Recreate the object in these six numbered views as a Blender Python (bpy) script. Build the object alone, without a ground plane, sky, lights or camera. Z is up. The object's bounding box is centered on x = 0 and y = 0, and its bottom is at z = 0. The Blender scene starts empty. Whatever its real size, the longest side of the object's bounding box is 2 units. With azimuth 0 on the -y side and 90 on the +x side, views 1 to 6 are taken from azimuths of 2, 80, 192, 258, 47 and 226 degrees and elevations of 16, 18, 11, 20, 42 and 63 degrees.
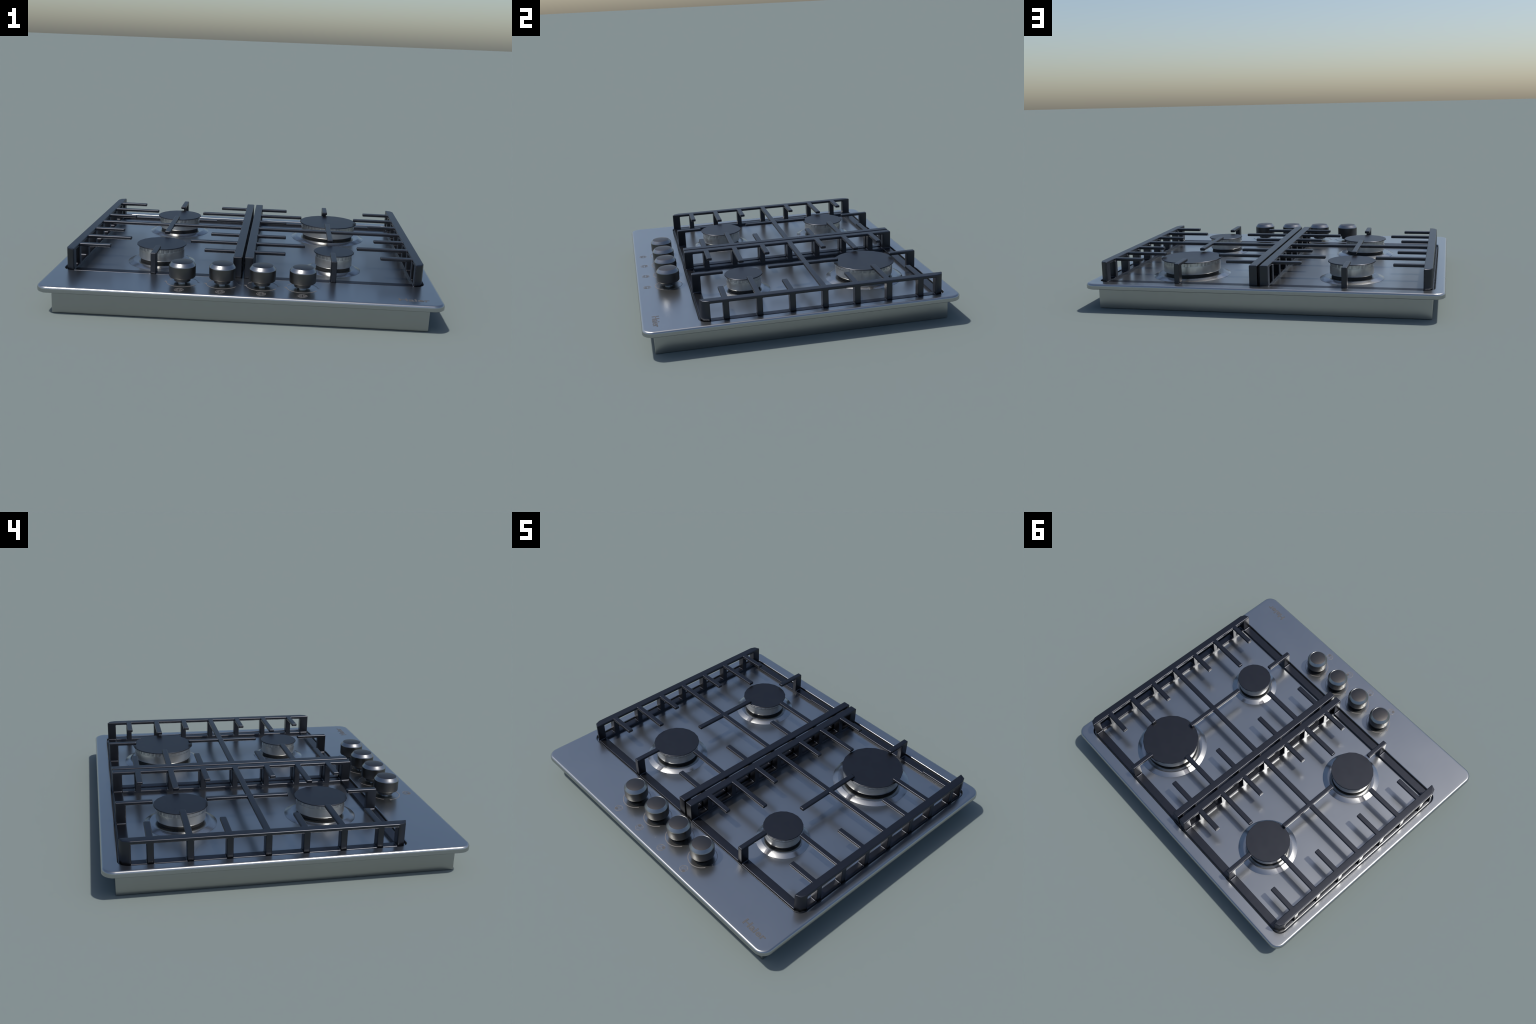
# Built-in four-burner gas cooktop: pressed steel top plate on a sheet-metal
# housing, two cast pan-support grates, four burners, four control knobs.
import bpy, bmesh, math
from mathutils import Vector, Matrix

# ------------------------------------------------------------------ sizes (m)
PLATE_X, PLATE_Y = 1.000, 0.8735          # half sizes of the top plate
PLATE_CORNER = 0.062
PLATE_TOP, PLATE_LOW = 0.150, 0.119
BOX_X, BOX_Y = 0.9335, 0.8145            # half sizes of the housing below
RECESS_X = 0.9430                        # the grates stand in a shallow recess
RECESS_Y0, RECESS_Y1 = -0.5705, 0.8005
RECESS_CORNER = 0.052
PAN_Z = 0.1320                           # floor of the recess
MID_X, MID_Y = 0.001, 0.115              # the grates turn into each other here
GRATE_TOP = 0.2604
BAR_UNDER = 0.2436                       # underside of the fingers and top rails
STRIP_TOP = 0.1472                       # top of the flat foot frame
STRIP_LOW = 0.1285
KNOB_X = (-0.299, -0.0965, 0.106, 0.3085)
KNOB_Y = -0.687

# ------------------------------------------------------------------ materials
def new_material(name):
    m = bpy.data.materials.new(name)
    m.use_nodes = True
    nt = m.node_tree
    return m, nt, nt.nodes["Principled BSDF"]

def add(nt, kind, **props):
    n = nt.nodes.new(kind)
    for k, v in props.items():
        setattr(n, k, v)
    return n

def finish(name, colour, metallic, rough, rough_var=0.0, scale=(1, 1, 1),
           tint=0.0, bump=0.0, noise_scale=8.0, specular=None, coat=0.0):
    """One metal/enamel finish: noise drives roughness, tint and a fine bump."""
    m, nt, b = new_material(name)
    L = nt.links.new
    b.inputs["Base Color"].default_value = (*colour, 1)
    b.inputs["Metallic"].default_value = metallic
    b.inputs["Roughness"].default_value = rough
    if specular is not None:
        b.inputs["Specular IOR Level"].default_value = specular
    if coat:
        b.inputs["Coat Weight"].default_value = coat
        b.inputs["Coat Roughness"].default_value = 0.2
    tc = add(nt, "ShaderNodeTexCoord")
    mp = add(nt, "ShaderNodeMapping")
    mp.inputs["Scale"].default_value = scale
    L(tc.outputs["Object"], mp.inputs["Vector"])
    no = add(nt, "ShaderNodeTexNoise")
    no.inputs["Scale"].default_value = noise_scale
    no.inputs["Detail"].default_value = 4.0
    L(mp.outputs["Vector"], no.inputs["Vector"])
    if rough_var:
        mr = add(nt, "ShaderNodeMapRange")
        mr.inputs["To Min"].default_value = rough - rough_var
        mr.inputs["To Max"].default_value = rough + rough_var
        L(no.outputs["Fac"], mr.inputs["Value"])
        L(mr.outputs["Result"], b.inputs["Roughness"])
    if tint:
        mix = add(nt, "ShaderNodeMix", data_type='RGBA')
        mix.inputs["A"].default_value = (*[c * (1 - tint) for c in colour], 1)
        mix.inputs["B"].default_value = (*[min(1, c * (1 + tint)) for c in colour], 1)
        L(no.outputs["Fac"], mix.inputs["Factor"])
        L(mix.outputs["Result"], b.inputs["Base Color"])
    if bump:
        bp = add(nt, "ShaderNodeBump")
        bp.inputs["Strength"].default_value = bump
        bp.inputs["Distance"].default_value = 0.002
        L(no.outputs["Fac"], bp.inputs["Height"])
        L(bp.outputs["Normal"], b.inputs["Normal"])
    return m

STEEL = finish("satin_steel", (0.415, 0.425, 0.425), 1.0, 0.28, 0.015, (1, 1, 1), 0.03, 0.0, 5)
HOUSING = finish("sheet_steel", (0.395, 0.405, 0.400), 1.0, 0.30, 0.015, (1, 1, 1), 0.03, 0.0, 5)
POLISHED = finish("polished_steel", (0.415, 0.425, 0.425), 1.0, 0.245, 0.015, (1, 1, 1), 0.02, 0.0, 6)
ALUMINIUM = finish("cast_aluminium", (0.56, 0.56, 0.545), 1.0, 0.34, 0.05, (1, 1, 1), 0.10, 0.0, 30)
IRON = finish("black_cast_iron", (0.058, 0.061, 0.071), 1.0, 0.345, 0.02, (1, 1, 1), 0.05, 0.0, 40)
CAP = finish("black_cap_enamel", (0.055, 0.058, 0.067), 1.0, 0.38, 0.02, (1, 1, 1), 0.05, 0.08, 22)
DARK = finish("matte_near_black", (0.012, 0.012, 0.012), 0.0, 0.6)
KNOB_BLACK = finish("knob_black", (0.098, 0.098, 0.096), 1.0, 0.40, 0.02, (1, 1, 1), 0.03, 0.0, 20)
KNOB_FACE = finish("knob_face", (0.098, 0.093, 0.091), 1.0, 0.38, 0.02, (1, 1, 1), 0.03, 0.0, 20)
BEZEL = finish("knob_bezel", (0.29, 0.30, 0.31), 1.0, 0.31)
SHAFT = finish("knob_shaft", (0.45, 0.46, 0.47), 1.0, 0.25)
PRINT = finish("printed_mark", (0.24, 0.225, 0.215), 0.5, 0.45, 0.0, (1, 1, 1), 0.05, 0.0, 60)
PRINT_DARK = finish("printed_mark_dark", (0.130, 0.125, 0.123), 0.45, 0.45, 0.0, (1, 1, 1), 0.05, 0.0, 60)

# ------------------------------------------------------------------ helpers
def make_object(name, mesh, parent=None, material=None, location=(0, 0, 0)):
    ob = bpy.data.objects.new(name, mesh)
    bpy.context.scene.collection.objects.link(ob)
    ob.location = location
    if parent is not None:
        ob.parent = parent
    if material is not None and not mesh.materials:
        mesh.materials.append(material)
    return ob

def smooth_by_area(mesh):
    """Round edges shade round, flat faces stay flat: area-weighted normals."""
    for p in mesh.polygons:
        p.use_smooth = True
    acc = [Vector((0, 0, 0)) for _ in mesh.vertices]
    for p in mesh.polygons:
        n = p.normal * p.area
        for v in p.vertices:
            acc[v] += n
    nrm = [tuple(a.normalized()) if a.length > 1e-12 else (0, 0, 1) for a in acc]
    mesh.normals_split_custom_set_from_vertices(nrm)
    return nrm

def smooth_angle(mesh, deg=35):
    for p in mesh.polygons:
        p.use_smooth = True
    mesh.set_sharp_from_angle(angle=math.radians(deg))

def to_mesh(bm, name):
    bmesh.ops.recalc_face_normals(bm, faces=bm.faces)
    me = bpy.data.meshes.new(name)
    bm.to_mesh(me)
    bm.free()
    me.update()
    return me

def lathe(profile, segments, name, closed=False):
    """Turn an (r, z) profile about z; r = 0 ends close on the axis."""
    bm = bmesh.new()
    rings = []
    for r, z in profile:
        if r < 1e-6:
            rings.append([bm.verts.new((0, 0, z))])
        else:
            rings.append([bm.verts.new((r * math.cos(2 * math.pi * i / segments),
                                        r * math.sin(2 * math.pi * i / segments), z))
                          for i in range(segments)])
    pairs = list(zip(rings, rings[1:]))
    if closed:
        pairs.append((rings[-1], rings[0]))
    for a, b in pairs:
        for i in range(segments):
            j = (i + 1) % segments
            if len(a) == 1 and len(b) == 1:
                continue
            if len(a) == 1:
                bm.faces.new((a[0], b[i], b[j]))
            elif len(b) == 1:
                bm.faces.new((a[i], b[0], a[j]))
            else:
                bm.faces.new((a[i], b[i], b[j], a[j]))
    return to_mesh(bm, name)

def rounded_rect(x0, x1, y0, y1, r, n=10):
    pts = []
    for cx, cy, a0 in ((x1 - r, y1 - r, 0), (x0 + r, y1 - r, 90),
                       (x0 + r, y0 + r, 180), (x1 - r, y0 + r, 270)):
        for i in range(n + 1):
            a = math.radians(a0 + 90 * i / n)
            pts.append((cx + r * math.cos(a), cy + r * math.sin(a)))
    return pts

def loft(loops, name, cap_start=True, cap_end=True):
    bm = bmesh.new()
    rows = [[bm.verts.new(p) for p in lp] for lp in loops]
    n = len(rows[0])
    for a, b in zip(rows, rows[1:]):
        for i in range(n):
            j = (i + 1) % n
            bm.faces.new((a[i], a[j], b[j], b[i]))
    if cap_start:
        bm.faces.new(list(reversed(rows[0])))
    if cap_end:
        bm.faces.new(rows[-1])
    return to_mesh(bm, name)

# ------------------------------------------------------------------ the thing
cooktop = bpy.data.objects.new("gas_cooktop", None)
bpy.context.scene.collection.objects.link(cooktop)
cooktop["label"] = "brushed steel four-burner gas hob with black grates"
cooktop["category"] = "gas cooktop"

# ---- housing: open-cornered sheet box under the plate
bm = bmesh.new()
bmesh.ops.create_cube(bm, size=1.0, matrix=Matrix.Translation((0, 0, 0.0605))
                      @ Matrix.Diagonal((2 * BOX_X, 2 * BOX_Y, 0.121, 1)))
vertical = [e for e in bm.edges if abs(e.verts[0].co.z - e.verts[1].co.z) > 0.05]
bmesh.ops.bevel(bm, geom=vertical, offset=0.004, segments=2, affect='EDGES', profile=0.5)
me = to_mesh(bm, "housing")
smooth_angle(me, 30)
make_object("housing", me, cooktop, HOUSING)

# ---- top plate: rolled outer edge, flat top, pressed recess
def outer(inset, z):
    return [(x, y, z) for x, y in rounded_rect(-PLATE_X + inset, PLATE_X - inset,
            -PLATE_Y + inset, PLATE_Y - inset, PLATE_CORNER - inset)]

def recess(inset, z):
    return [(x, y, z) for x, y in rounded_rect(-RECESS_X + inset, RECESS_X - inset,
            RECESS_Y0 + inset, RECESS_Y1 - inset, RECESS_CORNER - inset)]

loops = [outer(0.030, PLATE_LOW), outer(0.003, PLATE_LOW), outer(0.0, PLATE_LOW + 0.003)]
ROLL = 0.013
for i in range(0, 7):
    a = math.radians(90 * i / 6)
    loops.append(outer(ROLL * (1 - math.cos(a)), PLATE_TOP - ROLL * (1 - math.sin(a))))
loops.append(outer(ROLL + 0.012, PLATE_TOP))
FILLET = 0.0050
loops.append(recess(-FILLET - 0.006, PLATE_TOP))
for i in range(0, 7):
    a = math.radians(90 * i / 6)
    loops.append(recess(FILLET * (math.sin(a) - 1), PLATE_TOP - FILLET * (1 - math.cos(a))))
loops += [recess(0.001, PAN_Z + 0.003), recess(0.004, PAN_Z), recess(0.010, PAN_Z)]
me = loft(loops, "top_plate")
smooth_by_area(me)
plate = make_object("top_plate", me, cooktop, STEEL)

# ------------------------------------------------------------------ grates
# Right-hand grate laid out from boxes (x0, x1, y0, y1, z0, z1); the left one is
# the same casting turned half round, which also swaps the burner clearances.
RAIL_OUT = (0.8880, 0.9345)
RAIL_MID = (0.0075, 0.0540)
GY0, GY1 = -0.5620, 0.7920
STRIP = 0.0515
FINGER_Y = [MID_Y + 0.18 * k for k in (-3, -2, -1, 0, 1, 2, 3)]
HALF = 0.0159
ARM_X = (0.4560, 0.4860)
OUT_TIPS = {0: 0.722, 1: 0.611, 2: 0.722, 4: 0.722, 5: 0.646, 6: 0.722}
MID_TIPS = {0: 0.2175, 1: 0.324, 2: 0.2175, 4: 0.2175, 5: 0.3135, 6: 0.2175}
FOOT_TIPS = (-0.378, 0.632)
ARM_TIPS = (-0.109, 0.3135)

def grate_boxes():
    top = (BAR_UNDER, GRATE_TOP)
    boxes = []
    for x0, x1 in (RAIL_OUT, RAIL_MID):
        boxes.append((x0, x1, GY0, GY1, STRIP_LOW, STRIP_TOP))      # foot of rail
        boxes.append((x0, x1, GY0, GY1, *top))                      # top of rail
        boxes.append((x0, x1, GY0, GY0 + STRIP, STRIP_LOW, GRATE_TOP))
        boxes.append((x0, x1, GY1 - STRIP, GY1, STRIP_LOW, GRATE_TOP))
        for y in FINGER_Y:                                          # posts
            boxes.append((x0, x1, y - HALF, y + HALF, STRIP_LOW, GRATE_TOP))
    for y0, y1 in ((GY0, GY0 + STRIP), (GY1 - STRIP, GY1)):         # foot strips
        boxes.append((RAIL_MID[0], RAIL_OUT[1], y0, y1, STRIP_LOW, STRIP_TOP))
        boxes.append((*ARM_X, y0, y1, STRIP_LOW, GRATE_TOP))        # upright foot
    boxes.append((*ARM_X, GY0, FOOT_TIPS[0], *top))
    boxes.append((*ARM_X, FOOT_TIPS[1], GY1, *top))
    boxes.append((*ARM_X, *ARM_TIPS, *top))
    boxes.append((RAIL_MID[0], RAIL_OUT[1], FINGER_Y[3] - HALF, FINGER_Y[3] + HALF, *top))
    for k, x in OUT_TIPS.items():
        boxes.append((x, RAIL_OUT[1], FINGER_Y[k] - HALF, FINGER_Y[k] + HALF, *top))
    for k, x in MID_TIPS.items():
        boxes.append((RAIL_MID[0], x, FINGER_Y[k] - HALF, FINGER_Y[k] + HALF, *top))
    return boxes

def union_of_boxes(boxes):
    """Skin of the union of axis-aligned boxes as one clean closed mesh."""
    axes = []
    for a in range(3):
        axes.append(sorted({round(b[2 * a + s], 5) for b in boxes for s in (0, 1)}))
    X, Y, Z = axes
    filled = set()
    for b in boxes:
        r = [range(ax.index(round(b[2 * a], 5)), ax.index(round(b[2 * a + 1], 5)))
             for a, ax in enumerate(axes)]
        for i in r[0]:
            for j in r[1]:
                for k in r[2]:
                    filled.add((i, j, k))
    bm = bmesh.new()
    verts = {}
    def v(i, j, k):
        if (i, j, k) not in verts:
            verts[(i, j, k)] = bm.verts.new((X[i], Y[j], Z[k]))
        return verts[(i, j, k)]
    for i, j, k in filled:
        sides = {(-1, 0, 0): ((0,0,0),(0,0,1),(0,1,1),(0,1,0)), (1, 0, 0): ((1,0,0),(1,1,0),(1,1,1),(1,0,1)),
                 (0,-1, 0): ((0,0,0),(1,0,0),(1,0,1),(0,0,1)), (0, 1, 0): ((0,1,0),(0,1,1),(1,1,1),(1,1,0)),
                 (0, 0,-1): ((0,0,0),(0,1,0),(1,1,0),(1,0,0)), (0, 0, 1): ((0,0,1),(1,0,1),(1,1,1),(0,1,1))}
        for (di, dj, dk), q in sides.items():
            if (i + di, j + dj, k + dk) not in filled:
                bm.faces.new([v(i + a, j + b, k + c) for a, b, c in q])
    bmesh.ops.dissolve_limit(bm, angle_limit=math.radians(1), use_dissolve_boundaries=False,
                             verts=bm.verts, edges=bm.edges)
    return bm

def grate_region(c):
    """Which piece of the casting a face centre belongs to."""
    x, y, z = c
    if z > BAR_UNDER - 0.0055 and RAIL_MID[1] + 0.006 < x < RAIL_OUT[0] - 0.006:
        if y < GY0 + STRIP + 0.006:
            return ("foot", 0)
        if y > GY1 - STRIP - 0.006:
            return ("foot", 1)
        if ARM_X[0] - 0.006 < x < ARM_X[1] + 0.006 and y < FOOT_TIPS[0] + 0.004:
            return ("foot", 0)
        if ARM_X[0] - 0.006 < x < ARM_X[1] + 0.006 and y > FOOT_TIPS[1] - 0.004:
            return ("foot", 1)
        k = min(range(7), key=lambda i: abs(FINGER_Y[i] - y))
        if k == 3 or (ARM_X[0] - 0.006 < x < ARM_X[1] + 0.006):
            return ("cross_bar", 0)
        return ("finger", (k, x > 0.47))
    if x < RAIL_MID[1] + 0.006:
        return ("rail", 0)
    if x > RAIL_OUT[0] - 0.006:
        return ("rail", 1)
    if ARM_X[0] - 0.006 < x < ARM_X[1] + 0.006 and z > STRIP_TOP + 0.006:
        return ("foot", 0 if y < MID_Y else 1)
    return ("frame", 0)

def build_grate():
    bm = union_of_boxes(grate_boxes())
    # cut-off outer corners of the casting
    corner = [e for e in bm.edges
              if abs(e.verts[0].co.z - e.verts[1].co.z) > 0.005
              and all(abs(v.co.x - RAIL_OUT[1]) < 1e-4 for v in e.verts)
              and all(min(abs(v.co.y - GY0), abs(v.co.y - GY1)) < 1e-4 for v in e.verts)]
    bmesh.ops.bevel(bm, geom=corner, offset=0.0425, segments=2, affect='EDGES',
                    profile=0.5, clamp_overlap=False)
    bm.normal_update()
    sharp = [e for e in bm.edges if len(e.link_faces) == 2
             and e.calc_face_angle(0) > math.radians(50)]
    bmesh.ops.bevel(bm, geom=sharp, offset=0.0046, segments=3, affect='EDGES',
                    profile=0.5, clamp_overlap=False)
    # seams between the pieces (cuts in flat faces only, the skin stays smooth)
    def cut(co, no, keep):
        faces = [f for f in bm.faces if keep(f)]
        geom = list({v for f in faces for v in f.verts}) + \
               list({e for f in faces for e in f.edges}) + faces
        bmesh.ops.bisect_plane(bm, geom=geom, plane_co=co, plane_no=no, dist=1e-6)
    for x in (RAIL_MID[1] + 0.006, RAIL_OUT[0] - 0.006):
        cut((x, 0, 0), (1, 0, 0), lambda f: True)
    for x in (ARM_X[0] - 0.006, ARM_X[1] + 0.006):
        cut((x, 0, 0), (1, 0, 0), lambda f: True)
    cut((0, 0, STRIP_TOP + 0.006), (0, 0, 1), lambda f: ARM_X[0] - 0.01 < f.calc_center_median().x < ARM_X[1] + 0.01)
    bmesh.ops.triangulate(bm, faces=[f for f in bm.faces if len(f.verts) > 4])
    return to_mesh(bm, "grate_casting")

def split_grate(whole):
    nrm = smooth_by_area(whole)
    groups = {}
    for p in whole.polygons:
        groups.setdefault(grate_region(p.center), []).append(list(p.vertices))
    out = []
    for key, faces in sorted(groups.items(), key=lambda kv: str(kv[0])):
        used = sorted({v for f in faces for v in f})
        idx = {v: i for i, v in enumerate(used)}
        me = bpy.data.meshes.new(key[0])
        me.from_pydata([whole.vertices[v].co for v in used], [],
                       [[idx[v] for v in f] for f in faces])
        me.update()
        for p in me.polygons:
            p.use_smooth = True
        me.normals_split_custom_set_from_vertices([nrm[v] for v in used])
        me.materials.append(IRON)
        out.append((key[0], me))
    return out

PIECE_NAMES = {"foot": "support_foot", "cross_bar": "cross_bar", "finger": "finger", "rail": "rail"}
whole = build_grate()
pieces = split_grate(whole)
for turn in (0, 1):
    if turn == 0:
        loc, rot = (0, 0, 0), 0
    else:
        loc, rot = (2 * MID_X, 2 * MID_Y, 0), math.pi
    frame = next(me for n, me in pieces if n == "frame")
    grate = make_object("grate", frame, cooktop, IRON, loc)
    grate.rotation_euler = (0, 0, rot)
    for n, me in pieces:
        if n != "frame":
            make_object(PIECE_NAMES[n], me, grate)
bpy.data.meshes.remove(whole)

# ------------------------------------------------------------------ burners
#            x       y      cap r   body r  flange r
BURNERS = ((-0.4720, -0.2605, 0.1380, 0.1255, 0.1845),
           (-0.4720,  0.4690, 0.1380, 0.1255, 0.1845),
           ( 0.4850, -0.2590, 0.1125, 0.1015, 0.1525),
           ( 0.4855,  0.4700, 0.1820, 0.1682, 0.2290))
CAP_SIDES = 20

def burner_meshes(cap_r, body_r, flange_r):
    f = flange_r
    flange = lathe([(body_r * 0.80, 0.133), (body_r * 0.93, 0.1435), (body_r + 0.006, 0.1445),
                    (f - 0.031, 0.1460), (f - 0.0285, 0.1456),
                    (f - 0.003, 0.1342), (f, 0.1330), (f, 0.1310)], 64, "flange")
    smooth_angle(flange, 18)
    drum = lathe([(0, 0.132), (body_r * 0.92, 0.132), (body_r * 0.92, 0.166), (0, 0.166)], 40, "black_drum")
    smooth_angle(drum)
    b = body_r
    head = lathe([(0, 0.160), (b * 0.90, 0.160), (b - 0.002, 0.1605), (b - 0.0003, 0.1625),
                  (b, 0.166), (b + 0.0005, 0.2060), (b, 0.2085), (b - 0.002, 0.2095),
                  (0, 0.2095)], 40, "burner_head")
    smooth_angle(head, 40)
    # crown: ring of flame ports under the cap
    bm = bmesh.new()
    n = max(20, int(round(b * 2 * math.pi / 0.026)))
    r_in, r_out = b - 0.0032, b - 0.0015
    ring = []
    for i in range(n):
        a0, a1 = 2 * math.pi * i / n, 2 * math.pi * (i + 1) / n
        w = (a1 - a0)
        for a, r in ((a0, r_out), (a0 + 0.62 * w, r_out), (a0 + 0.74 * w, r_in), (a0 + 0.88 * w, r_in)):
            ring.append((a, r))
    lo, mid, hi = [], [], []
    for a, r in ring:
        lo.append(bm.verts.new((r_out * math.cos(a), r_out * math.sin(a), 0.2090)))
        mid.append(bm.verts.new((r * math.cos(a), r * math.sin(a), 0.2155)))
        hi.append(bm.verts.new((r * math.cos(a) * 1.002, r * math.sin(a) * 1.002, 0.2320)))
    m = len(ring)
    for rows in ((lo, mid), (mid, hi)):
        for i in range(m):
            j = (i + 1) % m
            bm.faces.new((rows[0][i], rows[0][j], rows[1][j], rows[1][i]))
    bm.faces.new(hi)
    crown = to_mesh(bm, "flame_ring")
    smooth_angle(crown, 30)
    c = cap_r
    cap = lathe([(0, 0.2288), (c - 0.012, 0.2288), (c - 0.002, 0.2301), (c - 0.0006, 0.2318),
                 (c - 0.0014, 0.2345), (c - 0.0030, 0.2356), (0, 0.2360)], CAP_SIDES, "burner_cap")
    smooth_angle(cap, 24)
    return flange, drum, head, crown, cap

for x, y, cr, br, fr in BURNERS:
    fl, ba, he, cw, ca = burner_meshes(cr, br, fr)
    burner = make_object("burner", he, cooktop, ALUMINIUM, (x, y, 0))
    make_object("flange", fl, burner, POLISHED)
    make_object("black_drum", ba, burner, DARK)
    make_object("flame_ring", cw, burner, ALUMINIUM)
    make_object("burner_cap", ca, burner, CAP)

# ------------------------------------------------------------------ knobs
body = lathe([(0, 0.1590), (0.0395, 0.1590), (0.0412, 0.1597), (0.0418, 0.1615), (0.0418, 0.1800),
              (0.0625, 0.1800), (0.0655, 0.1825), (0.0672, 0.1865),
              (0.0672, 0.2385), (0.060, 0.2390), (0, 0.2390)], 48, "knob")
smooth_angle(body, 35)
bezel = lathe([(0.0600, 0.2386), (0.0672, 0.2386), (0.0676, 0.2398), (0.0670, 0.2416),
               (0.0645, 0.2450), (0.0536, 0.2584), (0.0500, 0.2570)], 48, "bezel")
smooth_angle(bezel, 40)
face = lathe([(0.0532, 0.2560), (0.0532, 0.2581), (0.0440, 0.2595), (0.0300, 0.2608),
              (0.0150, 0.2615), (0, 0.2617)], 48, "knob_face")
smooth_angle(face, 25)
shaft = lathe([(0.0235, 0.1490), (0.0235, 0.1600), (0, 0.1600)], 32, "shaft")
smooth_angle(shaft, 50)

# printed flame-size ring round each knob, built as thin raised arcs
def arc_strip(bm, r, a0, a1, w0, w1, n, z0, z1):
    rows = []
    for i in range(n + 1):
        t = i / n
        a = math.radians(a0 + (a1 - a0) * t)
        w = (w0 + (w1 - w0) * t) / 2
        rows.append([bm.verts.new(((r + s) * math.cos(a), (r + s) * math.sin(a), z))
                     for s, z in ((-w, z0), (-w, z1), (w, z1), (w, z0))])
    for p, q in zip(rows, rows[1:]):
        for k in range(4):
            l = (k + 1) % 4
            bm.faces.new((p[k], p[l], q[l], q[k]))
    bm.faces.new(rows[0]); bm.faces.new(list(reversed(rows[-1])))

def prism(bm, pts, z0, z1):
    lo = [bm.verts.new((x, y, z0)) for x, y in pts]
    hi = [bm.verts.new((x, y, z1)) for x, y in pts]
    n = len(pts)
    for i in range(n):
        j = (i + 1) % n
        bm.faces.new((lo[i], lo[j], hi[j], hi[i]))
    bm.faces.new(hi); bm.faces.new(list(reversed(lo)))

Z0, Z1 = PLATE_TOP - 0.0005, PLATE_TOP + 0.0006
bm = bmesh.new()
arc_strip(bm, 0.0795, 180, 332, 0.0035, 0.0050, 32, Z0, Z1)
arc_strip(bm, 0.0795, 2, 155, 0.0018, 0.0040, 32, Z0, Z1)
prism(bm, [(-0.0780, 0.004), (-0.0930, 0.0010), (-0.0790, -0.012)], Z0, Z1 + 0.0001)
prism(bm, [(0.0770, 0.010), (0.0780, -0.001), (0.0930, -0.0020), (0.0830, 0.002)], Z0, Z1 + 0.0001)
ring_mark = to_mesh(bm, "printed_ring")

# burner-position icon: circle holding four dots, the knob's own one filled
def icon_mesh(filled):
    bm = bmesh.new()
    arc_strip(bm, 0.0225, 0, 180, 0.0022, 0.0022, 20, Z0, Z1)
    arc_strip(bm, 0.0225, 180, 360, 0.0022, 0.0022, 20, Z0, Z1)
    for sx, sy in ((-1, -1), (-1, 1), (1, 1), (1, -1)):
        cx, cy = 0.0098 * sx, 0.0098 * sy
        if (sx, sy) == filled:
            continue
        before = set(bm.verts)
        arc_strip(bm, 0.0072, 0, 180, 0.0015, 0.0015, 10, Z0, Z1 + 0.0001)
        arc_strip(bm, 0.0072, 180, 360, 0.0015, 0.0015, 10, Z0, Z1 + 0.0001)
        bmesh.ops.translate(bm, verts=[v for v in bm.verts if v not in before], vec=(cx, cy, 0))
    return to_mesh(bm, "burner_icon")

def dot_mesh(filled):
    bm = bmesh.new()
    prism(bm, [(0.0100 * filled[0] + 0.0090 * math.cos(t * math.pi / 10),
                0.0100 * filled[1] + 0.0090 * math.sin(t * math.pi / 10)) for t in range(20)],
          Z0, Z1 + 0.0002)
    return to_mesh(bm, "icon_dot")

OWN = ((-1, -1), (-1, 1), (1, 1), (1, -1))
for kx, own in zip(KNOB_X, OWN):
    k = make_object("knob", body, cooktop, KNOB_BLACK, (kx, KNOB_Y, 0))
    make_object("bezel", bezel, k, BEZEL)
    make_object("knob_face", face, k, KNOB_FACE)
    make_object("shaft", shaft, k, SHAFT)
    make_object("printed_ring", ring_mark, plate, PRINT, (kx, KNOB_Y, 0))
    make_object("burner_icon", icon_mesh(own), plate, PRINT, (kx, -0.815, 0))
    make_object("icon_dot", dot_mesh(own), plate, PRINT_DARK, (kx, -0.815, 0))

# ---- maker's lettering on the front right of the plate
cu = bpy.data.curves.new("lettering", 'FONT')
cu.body = "Haier"
cu.size = 1.0
cu.offset = 0.024
cu.extrude = 0.5
cu.resolution_u = 3
tmp = bpy.data.objects.new("lettering_curve", cu)
bpy.context.scene.collection.objects.link(tmp)
bpy.context.view_layer.update()
me = bpy.data.meshes.new_from_object(tmp.evaluated_get(bpy.context.evaluated_depsgraph_get()))
bpy.data.objects.remove(tmp)
xs = [v.co.x for v in me.vertices]; ys = [v.co.y for v in me.vertices]
sx = 0.152 / (max(xs) - min(xs)); sy = 0.040 / (max(ys) - min(ys))
x_left, y_low = min(xs), min(ys)
for v in me.vertices:
    v.co = (0.779 + (v.co.x - x_left) * sx, -0.814 + (v.co.y - y_low) * sy,
            PLATE_TOP + (0.0006 if v.co.z > 0 else -0.0004))
me.name = "lettering"
make_object("lettering", me, plate, PRINT_DARK)
